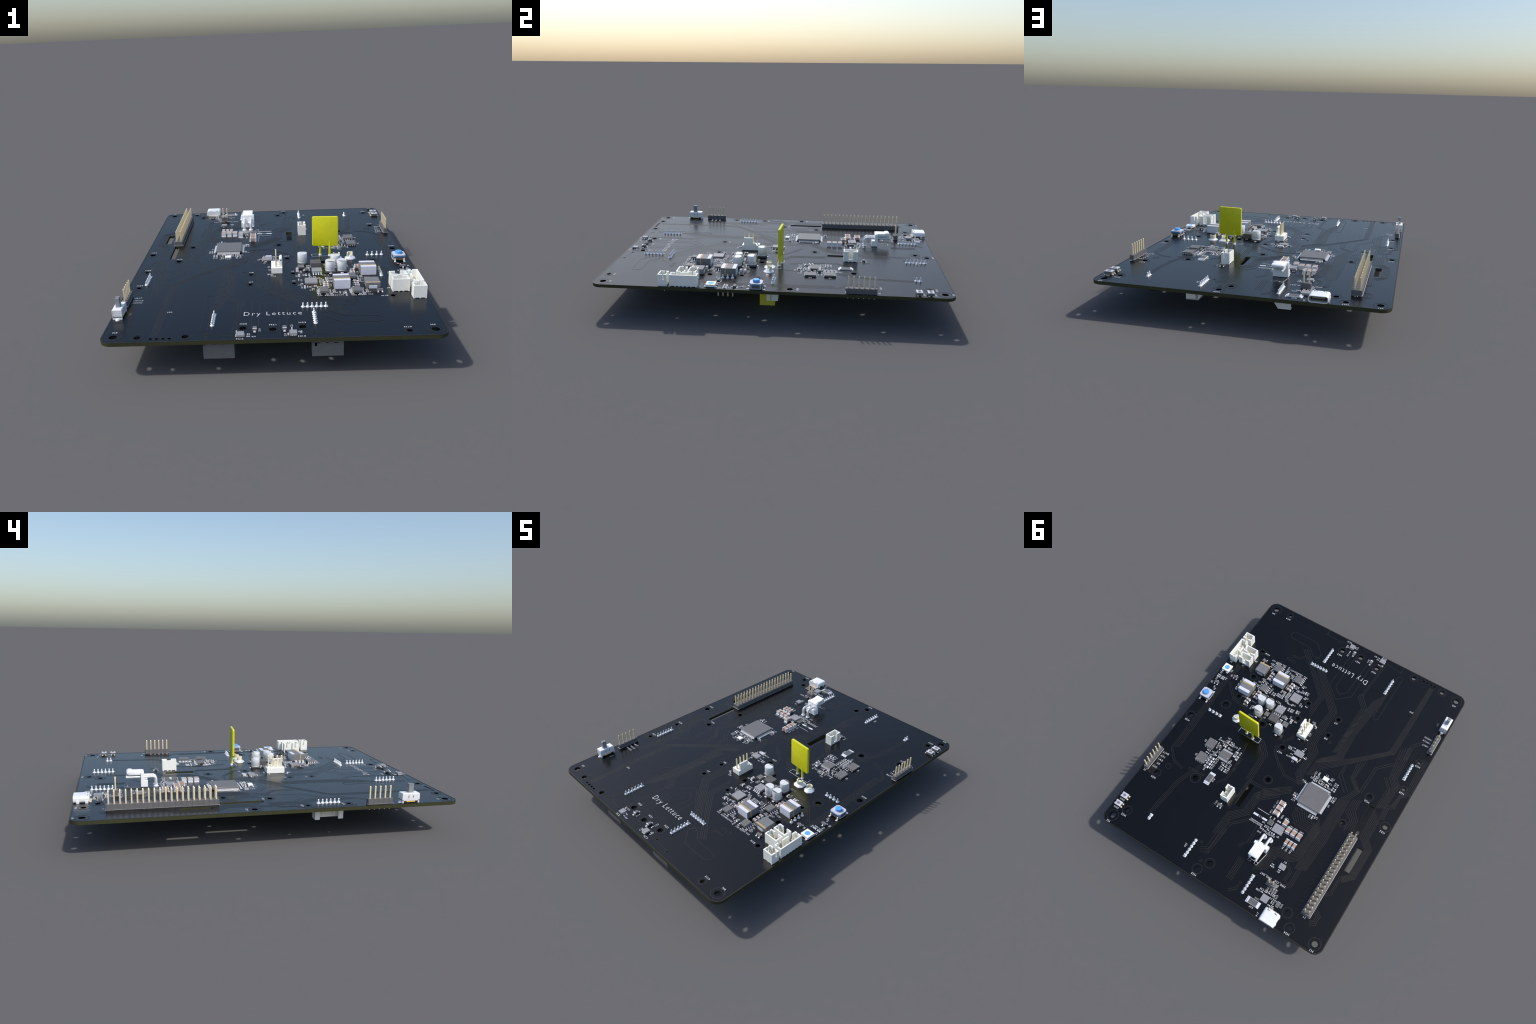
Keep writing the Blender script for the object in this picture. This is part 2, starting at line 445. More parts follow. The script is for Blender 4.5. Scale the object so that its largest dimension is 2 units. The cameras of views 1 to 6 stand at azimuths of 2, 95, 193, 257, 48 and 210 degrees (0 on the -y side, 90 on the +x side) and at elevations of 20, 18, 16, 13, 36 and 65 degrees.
LABELS_UP = """R40 33.9 -49.8; R41 32.8 -47.5; C131 27.7 -38.2; C53 34.3 -31.0; R34 32.6 -29.1; R36 29.7 -30.1; R38 28.7 -30.0; R37 27.9 -29.9; R42 28.7 -33.3; C48 17.9 -39.9; C49 14.0 -40.2; C126 42.4 -23.4; C120 38.3 -14.0; C41 14.2 -31.5; C42 12.0 -26.0; R33 15.6 -25.0; C44 14.4 -20.6; Q3 48.4 19.4; Q4 47.9 29.7; R46 41.9 13.9; C37 37.8 13.6; R25 38.7 34.6; C1 35.2 26.2; C2 35.2 28.2; C3 35.2 30.3; C4 35.3 32.2; C31 29.1 25.8; C32 27.1 25.4; R13 31.4 29.3; R12 26.6 29.4; R39 28.4 23.3; R19 41.2 31.0; R18 40.8 29.1; R16 40.6 27.2; R31 28.7 13.7; R30 26.4 16.0; R10 30.1 38.0; U11 21.1 48.3; R2 67.7 -24.9; R3 67.7 -19.7; Q5 68.8 -16.3; D2 62.8 -29.2; R4 62.6 -22.5; Q8 60.9 -26.5; R5 64.4 -12.8; R60 -14.8 35.8; C94 -24.4 50.2; C77 -29.5 73.3; C74 -31.3 73.9; R62 -32.8 73.3; R63 -34.1 73.1; C72 -35.9 75.2; U12 -40.6 77.9; R61 -33.3 70.6; C30 -8.0 29.7; C29 -7.9 32.8; C28 -7.9 36.2; C83 -26.6 50.4; C81 -29.0 50.4; J18 -32.3 88.1; C21 -17.0 2.8; R80 -18.9 2.2; C19 -19.6 4.2; R70 -30.0 3.2; R71 -31.4 3.3; C13 -34.4 10.9; R8 -34.3 12.9; C20 -21.2 5.3; C23 -24.0 6.3; C26 -27.3 27.0; C7 -31.3 26.1; U1 -33.3 16.4; C11 -4.0 -6.8; C9 -7.3 -2.1; J12 -1.4 -16.9; C5 -1.9 -22.8; C22 7.8 -79.1; D14 -5.4 -81.9; C19 5.0 -86.6; R85 11.4 -84.5; J26 20.8 77.5; SW1 -62.4 -64.1"""
LABELS_LARGE = """H23 12.3 -76.2; H21 0.0 -77.6; H20 -12.2 -76.2; H18 50.8 -51.8; H4 64.9 -81.2; H30 65.9 13.8; H33 60.1 54.7; H19 54.5 -82.6; H3 -65.0 -81.2; H7 -10.3 -31.9; H8 -10.4 -19.7; H29 -64.6 -32.6; H28 -64.3 -12.7; H2 65.0 89.0; H32 60.1 81.8; SW3 66.3 80.3; SW5 66.4 74.8; H25 7.9 88.4; H1 -65.2 88.8; H24 -50.1 88.3; H22 -65.9 13.8; H26 -50.0 2.4; H27 7.9 2.5; IC1 26.3 -25.7; IC2 -13.1 -89.0; IC3 11.6 -88.1; J7 67.1 -35.1; SWDIO -61.9 -52.4; SWCLK -61.8 -50.0; NRST -62.4 -47.3; BATT 63.2 38.6; 12V 63.4 41.3; 5V1 63.2 43.7; 5V 62.9 46.3; 3V3 63.4 48.9; SWD_DAT -25.0 68.6; SWD_CLK -33.6 68.4; BatteryInput -4.0 46.7"""

silk = Part()
ink = silk.slot("silkscreen_ink")
TEXT_CACHE = {}


def text_mesh(word, bold):
    key = (word, bold)
    if key not in TEXT_CACHE:
        cu = bpy.data.curves.new("lettering", 'FONT')
        cu.body = word
        cu.size = 1.0
        cu.offset = bold
        cu.space_character = 1.25 if len(word) > 10 else 1.1
        cu.resolution_u = 2
        o = bpy.data.objects.new("lettering", cu)
        COL.objects.link(o)
        bpy.context.view_layer.update()
        dg = bpy.context.evaluated_depsgraph_get()
        tm = bpy.data.meshes.new_from_object(o.evaluated_get(dg))
        bpy.data.objects.remove(o)
        bpy.data.curves.remove(cu)
        TEXT_CACHE[key] = tm
    return TEXT_CACHE[key]


def letter(word, x, y, rot, cap, per_char, bold=0.0):
    """word centred on (x, y), capitals `cap` mm tall, `per_char` mm per letter."""
    tm = text_mesh(word, bold)
    xs = [v.co.x for v in tm.vertices]
    w = max(xs) - min(xs)
    mid = (max(xs) + min(xs)) / 2
    sx = per_char * len(word) / w
    sy = cap / 0.70
    a = math.radians(rot)
    base = len(silk.bm.verts)
    vs = []
    for v in tm.vertices:
        u, q = (v.co.x - mid) * sx, (v.co.y - 0.35) * sy
        vs.append(silk.bm.verts.new((x + u * math.cos(a) - q * math.sin(a), y + u * math.sin(a) + q * math.cos(a), 0.08)))
    for p in tm.polygons:
        try:
            f = silk.bm.faces.new([vs[i] for i in p.vertices])
            f.material_index = ink
        except ValueError:
            pass


for table, rot, cap, pc in ((LABELS_ACROSS, 0, 1.0, 0.76), (LABELS_UP, 90, 1.0, 0.76), (LABELS_LARGE, 0, 1.15, 0.98)):
    for item in table.split(";"):
        w, x, y = item.split()
        letter(w, float(x), float(y), rot, cap, 0.66 if w == "BatteryInput" else pc)
letter("Dry Lettuce", 0.1, -66.9, 0, 3.6, 2.27, bold=-0.012)

for pts, closed in [([(35.7, 1.0), (35.7, 4.2), (21.5, 4.3), (21.5, 1.0)], True),
                    ([(-0.4, 38.5), (-8.1, 38.6)], False), ([(-0.4, 45.5), (-8.2, 45.6)], False),
                    ([(-12.0, 64.9), (-12.0, 66.5), (-13.6, 66.5), (-13.6, 64.9)], True),
                    ([(-16.0, 64.9), (-16.0, 66.5), (-17.6, 66.5), (-17.6, 64.9)], True),
                    ([(-13.6, 65.0), (-16.0, 65.0)], False), ([(-17.6, 66.0), (-19.0, 58.5)], False),
                    ([(67.0, -25.6), (68.8, -25.6)], False)] + [
        (rounded_rect(x - w, x + w, y - h, y + h, .05, 1), True) for x, y, w, h in
        ((-53.6, 49.95, 2.66, 25.5), (67.15, 44.75, 1.38, 7.7), (-66.6, -50.05, 1.38, 6.45), (-29.9, 71.0, 2.65, 1.38))]:
    ribbon(silk, pts, 0.16 if len(pts) > 2 else 0.2, 0.08, "silkscreen_ink", closed)
o = put(silk.mesh("printed_lettering"), "printed_lettering", 0, 0)
o["kind"] = "stuff"

# ------------------------------------------------------------------ chip parts


def chip_capacitor(L, W, H):
    p = Part()
    e = L * (0.24 if L < 3 else 0.15)
    p.cbox(0, 0, L - 2 * e, W * 0.96, 0.04, H * 0.97, "ceramic_brown", bevel=0.02 * W)
    for s in (-1, 1):
        p.cbox(s * (L - e) / 2, 0, e, W, 0.03, H, "tin", bevel=0.06 * min(W, e))
        p.cbox(s * (L / 2 + 0.02), 0, e * 1.5, W * 1.06, 0.0, 0.09, "solder", bevel=0.03)
    return p.mesh("capacitor")


def chip_resistor(L, W, H):
    p = Part()
    e = L * (0.2 if L < 3 else 0.13)
    p.cbox(0, 0, L - 0.1, W * 0.97, 0.04, H * 0.9, "resistor_ceramic")
    p.cbox(0, 0, L - 2 * e, W * 0.9, H * 0.5, H, "resistor_top")
    for s in (-1, 1):
        p.cbox(s * (L - e) / 2, 0, e, W, 0.03, H * 0.98, "tin", bevel=0.05 * min(W, e))
        p.cbox(s * (L / 2 + 0.04), 0, e * 1.7, W * 1.06, 0.0, 0.09, "solder", bevel=0.03)
    return p.mesh("resistor")


CAP = {"0402": chip_capacitor(1.0, 0.55, 0.5), "0603": chip_capacitor(1.6, 0.85, 0.8),
       "0805": chip_capacitor(2.1, 1.3, 1.2), "1206": chip_capacitor(3.3, 1.75, 1.6),
       "1210": chip_capacitor(3.25, 2.6, 2.1)}
RES = {"0402": chip_resistor(1.0, 0.55, 0.35), "0603": chip_resistor(1.6, 0.85, 0.45),
       "0805": chip_resistor(2.1, 1.3, 0.5), "1206": chip_resistor(3.2, 1.6, 0.55),
       "2512": chip_resistor(6.5, 3.3, 0.65)}

# placements in mm: lying across the board (x) or up the board (y)
CAP_X = {"0402": [(42.2, -48.9), (43.8, -45.0), (36.8, -49.2), (27.3, -48.7), (28.6, -44.6), (21.6, -48.7), (36.4, -32.7),
                  (14.2, -36.1), (19.2, -42.4), (26.6, -34.0), (26.6, -32.9), (42.1, -32.7), (43.3, -28.3), (20.7, -28.0),
                  (18.7, -28.1), (31.0, 27.3), (29.1, 27.4), (27.0, 27.4), (36.4, 15.5), (34.9, 14.3), (-12.1, 46.5),
                  (-27.8, 77.0), (-29.5, 76.0), (-29.6, 75.1), (-31.3, 75.7), (-34.6, 81.0), (-18.4, 7.3), (-22.4, 5.4),
                  (-21.6, 7.2), (-25.6, 7.3), (-26.8, 2.1), (-14.5, 11.1), (-14.4, 22.4), (0.9, 1.7), (-3.3, -5.4),
                  (-6.1, -1.7), (0.0, -24.1), (-1.4, -23.3), (-9.8, -85.8)],
         "0603": [(36.9, 16.7), (-14.8, 39.2), (-26.2, 6.0), (-13.8, 21.2)],
         "0805": [(39.9, -40.8), (39.8, -38.6), (39.8, -36.4), (25.4, -40.9), (25.5, -38.8), (25.6, -36.6), (39.8, -25.2),
                  (39.9, -23.0), (39.9, -20.8), (42.7, -17.5), (42.9, -15.3)],
         "1210": [(-10.9, 29.3), (-10.9, 32.55), (-10.9, 35.9)]}
CAP_Y = {"0402": [(31.2, -47.2), (34.4, -28.8), (21.3, -41.0), (16.7, -39.7), (12.9, -30.8), (36.4, 26.2), (36.4, 28.3),
                  (36.4, 30.3), (36.3, 32.4), (34.3, 16.4), (-9.4, 39.3), (-11.7, 39.1), (-34.7, 75.4), (-35.1, 78.9),
                  (-17.3, 5.0), (-19.8, 6.7), (-23.0, 6.9), (-33.1, 10.9), (-30.2, 26.4), (-4.9, 0.6), (-4.3, 2.2),
                  (7.8, -81.6), (6.2, -86.3), (-14.7, -83.2)],
         "0603": [(15.4, -40.1), (37.1, -14.6), (13.3, -25.8), (36.4, 13.2), (-28.9, 27.0)],
         "0805": [(12.7, -18.5)],
         "1206": [(-24.5, 46.9), (-26.85, 46.9), (-29.25, 46.9)],
         "1210": [(-21.9, 40.9), (-25.25, 40.9), (-28.7, 40.9), (-18.4, 38.1)]}
RES_X = {"0402": [(42.2, -50.0), (40.3, -49.2), (43.8, -46.4), (27.3, -50.0), (25.2, -48.7), (28.7, -45.8), (26.5, -31.9),
                  (26.5, -31.0), (26.5, -30.1), (26.4, -29.2), (27.9, -33.8), (20.6, -38.4), (20.5, -39.3), (42.0, -33.9),
                  (39.8, -32.7), (43.4, -29.5), (34.2, 13.4), (33.2, 13.1), (33.1, 14.3), (40.7, 23.1), (40.6, 25.4),
                  (38.3, 15.5), (-36.5, 80.4), (1.8, -4.4), (1.4, -2.6), (1.3, -0.2), (-24.8, 61.3), (-29.4, 62.2),
                  (-1.6, -12.9), (2.8, -10.8), (-9.8, -87.3), (11.0, -84.3)],
         "0603": [(-15.6, 46.8)], "0805": [(38.7, 26.9), (38.7, 28.9), (38.6, 30.8), (38.6, 32.9)],
         "2512": [(-26.9, 84.0)]}
RES_Y = {"0402": [(23.1, -37.0), (40.8, 16.7), (38.6, 21.8), (37.3, 21.6), (29.3, 23.8), (65.5, -14.1), (-9.5, 45.3),
                  (-10.5, 45.2), (-11.6, 45.2), (-13.6, 47.0), (-12.9, 44.7), (-32.8, 75.3), (-33.8, 75.3), (-36.2, 78.9),
                  (-33.1, 12.8)],
         "0603": [(33.8, -47.0), (31.2, -29.0), (18.4, -24.9), (16.8, -24.9), (29.9, 29.5), (28.0, 29.5), (68.2, -22.2),
                  (67.0, -22.2), (65.3, -22.1), (64.1, -22.1), (-18.6, 5.3), (-30.0, 6.3), (-31.5, 6.4)],
         "0805": [(26.5, 19.3)], "1206": [(28.5, 17.6), (18.3, -14.6)], "2512": [(32.6, 38.2)]}
for kind, name, table, rot in ((CAP, "capacitor", CAP_X, 0), (CAP, "capacitor", CAP_Y, 90),
                               (RES, "resistor", RES_X, 0), (RES, "resistor", RES_Y, 90)):
    for size, spots in table.items():
        for x, y in spots:
            put(kind[size], name, x, y, rot)

# ------------------------------------------------------------------ chips


def chip(lx, ly, h, m, lift=0.08, bevel=0.12, dot=None, name="chip_body"):
    p = Part()
    p.cbox(0, 0, lx, ly, lift, h, m, bevel=bevel)
    if dot:
        p.lathe([(0.22, h - 0.01), (0.22, h + 0.012)], "silkscreen_ink", dot[0], dot[1], 10)
    return p.mesh(name)


def gull_pins(count, pitch, span, body, sides, w=0.4, h=0.7, m="tin"):
    """rows of gull-wing leads; sides: string out of 'xXyY'."""
    p = Part()
    t = 0.15
    for s in sides:
        sg = 1 if s in "XY" else -1
        for i in range(count):
            c = (i - (count - 1) / 2) * pitch
            a, b, k = body / 2 - 0.05, span / 2, (span / 2 - body / 2)
            prof = [(a, h), (a + k * .35, h), (a + k * .5, t), (b, t), (b, 0.0), (a + k * .40, 0.0), (a + k * .25, h - t),
                    (a, h - t)]
            prof = [(sg * u, z) for u, z in prof]
            p.prism(prof, c - w / 2, c + w / 2, m, axis='Y' if s in "xX" else 'X')
            # solder land under the foot
            lo, hi = sorted((sg * (a + k * .35), sg * (b + 0.35)))
            if s in "xX":
                p.box(lo, hi, c - w * .62, c + w * .62, 0, 0.05, "solder")
            else:
                p.box(c - w * .62, c + w * .62, lo, hi, 0, 0.05, "solder")
    return p.mesh("chip_leads")


def flat_pads(count, pitch, span, sides, w=0.4, d=0.5, h=0.25, m="tin", span_y=None):
    p = Part()
    for s in sides:
        sg = 1 if s in "XY" else -1
        e = (span if s in "xX" or span_y is None else span_y) / 2
        for i in range(count):
            c = (i - (count - 1) / 2) * pitch
            lo, hi = sorted((sg * (e - d), sg * e))
            if s in "xX":
                p.box(lo, hi, c - w / 2, c + w / 2, 0, h, m)
            else:
                p.box(c - w / 2, c + w / 2, lo, hi, 0, h, m)
    return p.mesh("chip_leads")


def put_chip(body, leads, x, y, rot=0, name="chip"):
    o = put(body, name, x, y, rot)
    if leads:
        c = child(leads, "chip_leads", o)
        c["kind"] = "stuff"
    return o


soic = chip(3.9, 4.9, 1.55, "chip_plastic", bevel=0.2, dot=(-1.35, 1.9))
soic_l = gull_pins(4, 1.27, 6.0, 3.9, "xX", w=0.45, h=0.85)
for x, y in ((38.95, -45.9), (23.9, -45.5), (38.75, -29.15)):
    put_chip(soic, soic_l, x, y)
put_chip(chip(5.1, 4.8, 1.55, "chip_plastic_light", bevel=0.15, dot=(-1.9, -1.8)),
         gull_pins(4, 1.27, 6.9, 4.8, "yY", w=0.55, h=0.7), 22.4, -21.3)
put_chip(chip(5.3, 5.2, 3.0, "chip_plastic_dark", bevel=0.15), flat_pads(1, 1, 5.6, "xX", w=2.4, d=1.2), 22.3, -13.9,
         name="inductor")
put_chip(chip(2.8, 2.8, 1.2, "chip_plastic", bevel=0.08, dot=(-0.9, 0.9)), flat_pads(3, .8, 3.0, "yY", w=.4), 27.6, -14.8)
put_chip(chip(3.3, 3.4, 1.0, "chip_plastic", bevel=0.06, dot=(0.9, -1.2)), flat_pads(4, .65, 3.4, "xX", w=.35), 14.8, -14.7)
put_chip(chip(6.0, 6.0, 0.95, "chip_plastic_light", bevel=0.05),
         flat_pads(10, .5, 6.04, "xXyY", w=.26, d=.4, h=.22, m="copper_orange"), 18.75, -33.7)
q8 = chip(5.3, 5.9, 1.05, "chip_plastic", bevel=0.05, dot=(-2.1, -2.4))
q8b = chip(5.3, 5.9, 1.05, "chip_plastic", bevel=0.05, dot=(2.1, 2.4))
q8l = flat_pads(4, 1.27, 5.4, "yY", w=0.5, d=0.7, h=0.3, span_y=6.6)
put_chip(q8, q8l, 44.4, 19.5)
put_chip(q8b, q8l, 44.1, 29.75)
put_chip(chip(6.5, 4.4, 1.05, "chip_plastic", bevel=0.08, dot=(-2.7, 1.4)),
         gull_pins(10, 0.65, 6.5, 4.4, "yY", w=0.27, h=0.6), 33.3, 21.3)
put_chip(chip(14.0, 14.0, 1.5, "chip_plastic", lift=.12, bevel=0.22, dot=(-6.0, -6.0)),
         gull_pins(25, 0.5, 16.1, 14.0, "xXyY", w=0.27, h=0.75), -23.9, 16.7)
put_chip(chip(3.2, 2.5, 0.85, "white_nylon_bright", bevel=0.08), flat_pads(2, 1.9, 3.6, "xX", w=.9, d=.7, h=.3), -23.7, 3.0,
         name="crystal")
put_chip(chip(3.2, 3.2, 0.95, "chip_plastic_light", bevel=0.05), flat_pads(4, .65, 3.7, "xX", w=.4, d=.6, h=.2), -29.8, 59.9)
put_chip(chip(2.6, 3.4, 1.1, "chip_plastic_dark", bevel=0.05), flat_pads(4, .65, 3.2, "xX", w=.3), -11.1, 42.1)
put_chip(chip(5.9, 4.9, 1.2, "chip_plastic_light", bevel=0.05), flat_pads(5, .9, 6.4, "xX", w=.45, h=.3), -16.8, 43.3)
put_chip(chip(5.0, 3.8, 1.0, "chip_plastic_light", bevel=0.08), flat_pads(4, .9, 5.6, "xX", w=.4), -2.4, -2.55)
put_chip(chip(3.2, 1.9, 0.85, "plate_grey", bevel=0.06), flat_pads(1, 1, 3.7, "xX", w=1.6, d=.8, m="cream_contact"), -1.75, 1.65,
         name="crystal")
put_chip(chip(3.1, 3.1, 1.0, "chip_plastic_light", bevel=0.05), flat_pads(4, .65, 3.7, "yY", w=.4, d=.5), 8.25, -85.7)
put_chip(chip(3.2, 3.1, 1.0, "chip_plastic_light", bevel=0.05), flat_pads(4, .65, 3.8, "xX", w=.4, d=.5), -13.1, -86.2)
put_chip(chip(4.0, 4.0, 0.95, "chip_plastic_light", bevel=0.05), flat_pads(7, .5, 4.1, "xXyY", w=.25, d=.4), -31.1, 79.2)
put_chip(chip(2.2, 2.1, 1.0, "chip_plastic", bevel=0.06), flat_pads(3, .65, 3.0, "yY", w=.35), -38.6, 78.1)
put_chip(chip(1.7, 2.6, 1.0, "chip_plastic", bevel=0.08), gull_pins(2, 1.1, 2.9, 1.7, "xX", w=.45, h=.5), 17.4, -18.5,
         name="transistor")

sot = chip(2.9, 1.4, 1.1, "chip_plastic", bevel=0.1)


def sot_leads():
    p = Part()
    for x, s in ((-0.95, 1), (0.95, 1), (0, -1)):
        p.prism([(s * .6, .6), (s * .9, .6), (s * 1.0, .12), (s * 1.35, .12), (s * 1.35, 0), (s * .9, 0), (s * .8, .48),
                 (s * .6, .48)], x - .24, x + .24, "tin", axis='X')
        lo, hi = sorted((s * .9, s * 1.6))
        p.box(x - .35, x + .35, lo, hi, 0, .08, "solder")
    return p.mesh("chip_leads")


sl = sot_leads()
for x, y, r in ((58.1, -26.85, 0), (65.9, -17.4, 0), (39.3, 18.6, 0), (39.0, 24.15, -90), (18.3, 48.6, 0), (49.5, -46.5, 180)):
    put_chip(sot, sl, x, y, r, name="transistor")
dio = Part()
dio.cbox(0, 0, 1.7, 2.7, 0.1, 1.15, "chip_plastic", bevel=.12)
dio.cbox(0, -.85, 1.72, .5, .3, 1.16, "tin")
for s in (-1, 1):
    dio.cbox(0, s * 1.6, .7, .8, 0, .35, "tin", bevel=.06)
    dio.cbox(0, s * 1.7, 1.1, .9, 0, .08, "solder")
dio = dio.mesh("diode")
for x in (4.85, -7.3):
    put(dio, "diode", x, -81.7)

# ------------------------------------------------------------------ power parts
ind = Part()
ind.cbox(0, 0, 7.8, 7.9, 0.1, 4.4, "inductor_grey", bevel=.08)
for s in (-1, 1):
    ind.box(-3.75, 3.75, min(s * 2.05, s * 4.0), max(s * 2.05, s * 4.0), 0.0, 4.46, "inductor_end", bevel=.06)
ind.box(-3.94, 3.94, -1.72, -1.40, 0.12, 4.47, "polarity_yellow")
ind = ind.mesh("inductor")
for x, y in ((47.3, -23.0), (32.7, -39.0)):
    put(ind, "inductor", x, y)
tan = Part()
tan.cbox(0, 0, 6.7, 7.0, 0.1, 3.0, "inductor_grey", bevel=.15)
tan.box(-3.36, 3.36, -3.35, -2.45, 1.6, 3.02, "polarity_tan")
for s in (-1, 1):
    tan.cbox(0, s * 3.5, 3.8, .25, 0, 1.6, "inductor_end", bevel=.05)
put(tan.mesh("inductor"), "inductor", 46.9, -40.0)

can = Part()
can.lathe([(2.45, .9), (2.5, 1.05), (2.42, 1.25), (2.42, 1.45), (2.5, 1.6), (2.5, 5.7), (2.4, 5.9)], "can_aluminium", n=32)
can.prism([(-2.65, -2.65), (2.65, -2.65), (2.65, 1.7), (1.7, 2.65), (-1.7, 2.65), (-2.65, 1.7)], 0.05, 1.0,
          "chip_plastic_dark", bevel=.05)
seg = [(2.38 * math.cos(math.radians(a)), 2.38 * math.sin(math.radians(a))) for a in range(208, 333, 5)]
can.prism(seg, 5.88, 5.925, "can_mark")
for s in (-1, 1):
    can.cbox(0, s * 2.85, .8, 1.3, 0, .3, "tin", bevel=.1, seg=2)
    can.cbox(0, s * 3.0, 1.5, .9, 0, .16, "solder", bevel=.06)
can = can.mesh("electrolytic_capacitor")
for x, y, r in ((34.8, -20.6, 0), (29.15, -20.8, 0), (32.4, -12.85, 180), (15.8, -8.85, 180)):
    put(can, "electrolytic_capacitor", x, y, r)

fuse = Part()
fuse.prism(rounded_rect(-6.9, 6.9, 5.3, 21.7, 0.9, 5), -0.65, 0.65, "fuse_yellow", axis='Y', bevel=.32)
for x, y in ((-2.6, .5), (2.45, -.3)):
    fuse.tube([(x, y, .5), (x, y, 3.6), (x, y * .95, 5.2), (x, y * .7, 6.6), (x, y * .3, 8.6)], .6, "fuse_yellow", 12)
    fuse.lathe([(.95, 0), (.8, .25), (.66, .7)], "solder", x, y, 14)
put(fuse.mesh("resettable_fuse"), "resettable_fuse", 28.6, 2.6, -4.4)

# ------------------------------------------------------------------ pin headers


def pin(me_part, x, y, z0, z1, w=0.64, m="gold_pin", tip=0.25):
    a, b = w / 2, w / 2 * 0.5
    p = me_part
    t = bmesh.new()
    rings = []
    for r, z in ((b, z0), (a, z0 + tip), (a, z1 - tip), (b, z1)):
        rings.append([t.verts.new((x + sx * r, y + sy * r, z)) for sx, sy in ((-1, -1), (1, -1), (1, 1), (-1, 1))])
    for A, B in zip(rings, rings[1:]):
        for i in range(4):
            t.faces.new((A[i], A[(i + 1) % 4], B[(i + 1) % 4], B[i]))
    t.faces.new(list(reversed(rings[0])))
    t.faces.new(rings[-1])
    p._merge(t, m)


def header_cell(w):
    h = 2.54 / 2
    c = 0.42
    p = Part()
    p.prism([(-w, -h + c), (-w + c * .7, -h), (w - c * .7, -h), (w, -h + c), (w, h - c), (w - c * .7, h), (-w + c * .7, h),
             (-w, h - c)], 0.0, 2.54, "header_plastic")
    p.cbox(0, 0, w * 2, 1.1, -0.001, 0.2, "header_plastic")
    return p.mesh("header_body")


pp = Part()
pin(pp, 0, 0, -3.0, 8.54)
PIN = pp.mesh("header_pin")
pp = Part()
pp.lathe([(.95, -TH - .02), (.62, -TH - .25), (.4, -TH - .9)][::-1], "solder", n=12)
JOINT = pp.mesh("solder_joint")


def pin_header(name, x, y, rows, n, rot=0):
    """n cells along y, `rows` columns along x."""
    body = Part()
    w = 1.27 * rows
    h = 1.27
    c = 0.38
    for i in range(n):
        cy = (i - (n - 1) / 2) * 2.54
        body.prism([(-w, cy - h + c), (-w + c, cy - h), (w - c, cy - h), (w, cy - h + c), (w, cy + h - c), (w - c, cy + h),
                    (-w + c, cy + h), (-w, cy + h - c)], 0.02, 2.54, "header_plastic")
    body.box(-w + .1, w - .1, -n * h + .3, n * h - .3, 0.0, 2.4, "header_plastic")
    o = put(body.mesh("header_body"), name, x, y, rot)
    for i in range(n):
        for r in range(rows):
            c_ = child(PIN, "header_pin", o)
            c_.location = ((r - (rows - 1) / 2) * 2.54 * S, (i - (n - 1) / 2) * 2.54 * S, 0)
            j = child(JOINT, "solder_joint", o)
            j.location = c_.location
    return o


pin_header("pin_header", -53.6, 49.95, 2, 20)
pin_header("pin_header", -66.6, -50.05, 1, 5)
pin_header("pin_header", 67.15, 44.75, 1, 6)
pin_header("pin_header", -29.9, 71.0, 1, 2, rot=90)

# ------------------------------------------------------------------ shrouded sockets (2 mm pitch)


def shroud(n, pitch, depth, pin_off, H, end, wall, floor, notch, slots=True, m="white_nylon", contact=0.5, tail=3.2, pin_h=4.6):
    """open-topped connector; pins along x, centred; the notched wall on -y."""
    L = (n - 1) * pitch + 2 * end
    y0, y1 = -pin_off, depth - pin_off
    p = Part()
    x0, x1 = -L / 2, L / 2
    p.box(x0, x1, y0, y1, 0.25, floor, m)
    p.box(x0, x1, y1 - wall, y1, floor, H, m)                     # back wall
    ya, yb = y0 + wall, y1 - wall
    for s in (-1, 1):
        xa, xb = sorted((s * (L / 2), s * (L / 2 - wall)))
        if slots:   # end wall split by a vertical slot
            sy, low = y0 + depth * .38, floor + (H - floor) * .4
            p.box(xa, xb, ya, sy - .3, floor, H, m)
            p.box(xa, xb, sy - .3, sy + .3, floor, low, m)
            p.box(xa, xb, sy + .3, yb, floor, H, m)
        else:
            p.box(xa, xb, ya, yb, floor, H, m)
    # front wall, interrupted by one or two openings
    edges = [x0]
    for a, b in notch:
        edges += [a, b]
    edges.append(x1)
    for a, b in zip(edges[0::2], edges[1::2]):
        p.box(a, b, y0, ya, floor, H, m)
    # little feet under the long sides
    p.box(x0, x0 + .8, y0, y1, 0.0, .25, m)
    p.box(x1 - .8, x1, y0, y1, 0.0, .25, m)
    for i in range(n - 1):
        c = (i - (n - 2) / 2) * pitch
        p.box(c - .35, c + .35, y0, y1, 0.0, .25, m)
    body = p.mesh("socket_housing")
    q = Part()
    for i in range(n):
        pin(q, (i - (n - 1) / 2) * pitch, 0, -tail, pin_h, w=contact, m="cream_contact")
    return body, q.mesh("socket_pins")


def put_socket(pair, x, y, rot, flip=False, name="white_socket"):
    o = put(pair[0], name, x, y, rot, flip=flip)
    c = child(pair[1], "socket_pins", o)
    return o


# vertical 2.0 mm sockets: 4.5 mm deep, 6 mm tall
ph6 = shroud(6, 2.0, 4.5, 1.7, 6.0, 1.95, .62, 1.3, [(-4.6, -2.2), (2.2, 4.6)])
ph3 = shroud(3, 2.0, 4.5, 1.7, 6.0, 1.95, .62, 1.3, [(-1.2, 1.2)])
ph2 = shroud(2, 2.0, 4.5, 1.7, 6.0, 1.95, .62, 1.3, [(-.7, .7)])
put_socket(ph6, 65.9, -42.85, -90)          # notched wall towards -x
put_socket(ph2, 65.75, -52.8, 180)
put_socket(ph3, 59.0, -39.1, 180)
put_socket(ph3, 59.0, -44.8, 180)
put_socket(ph3, 18.5, 41.15, 90)

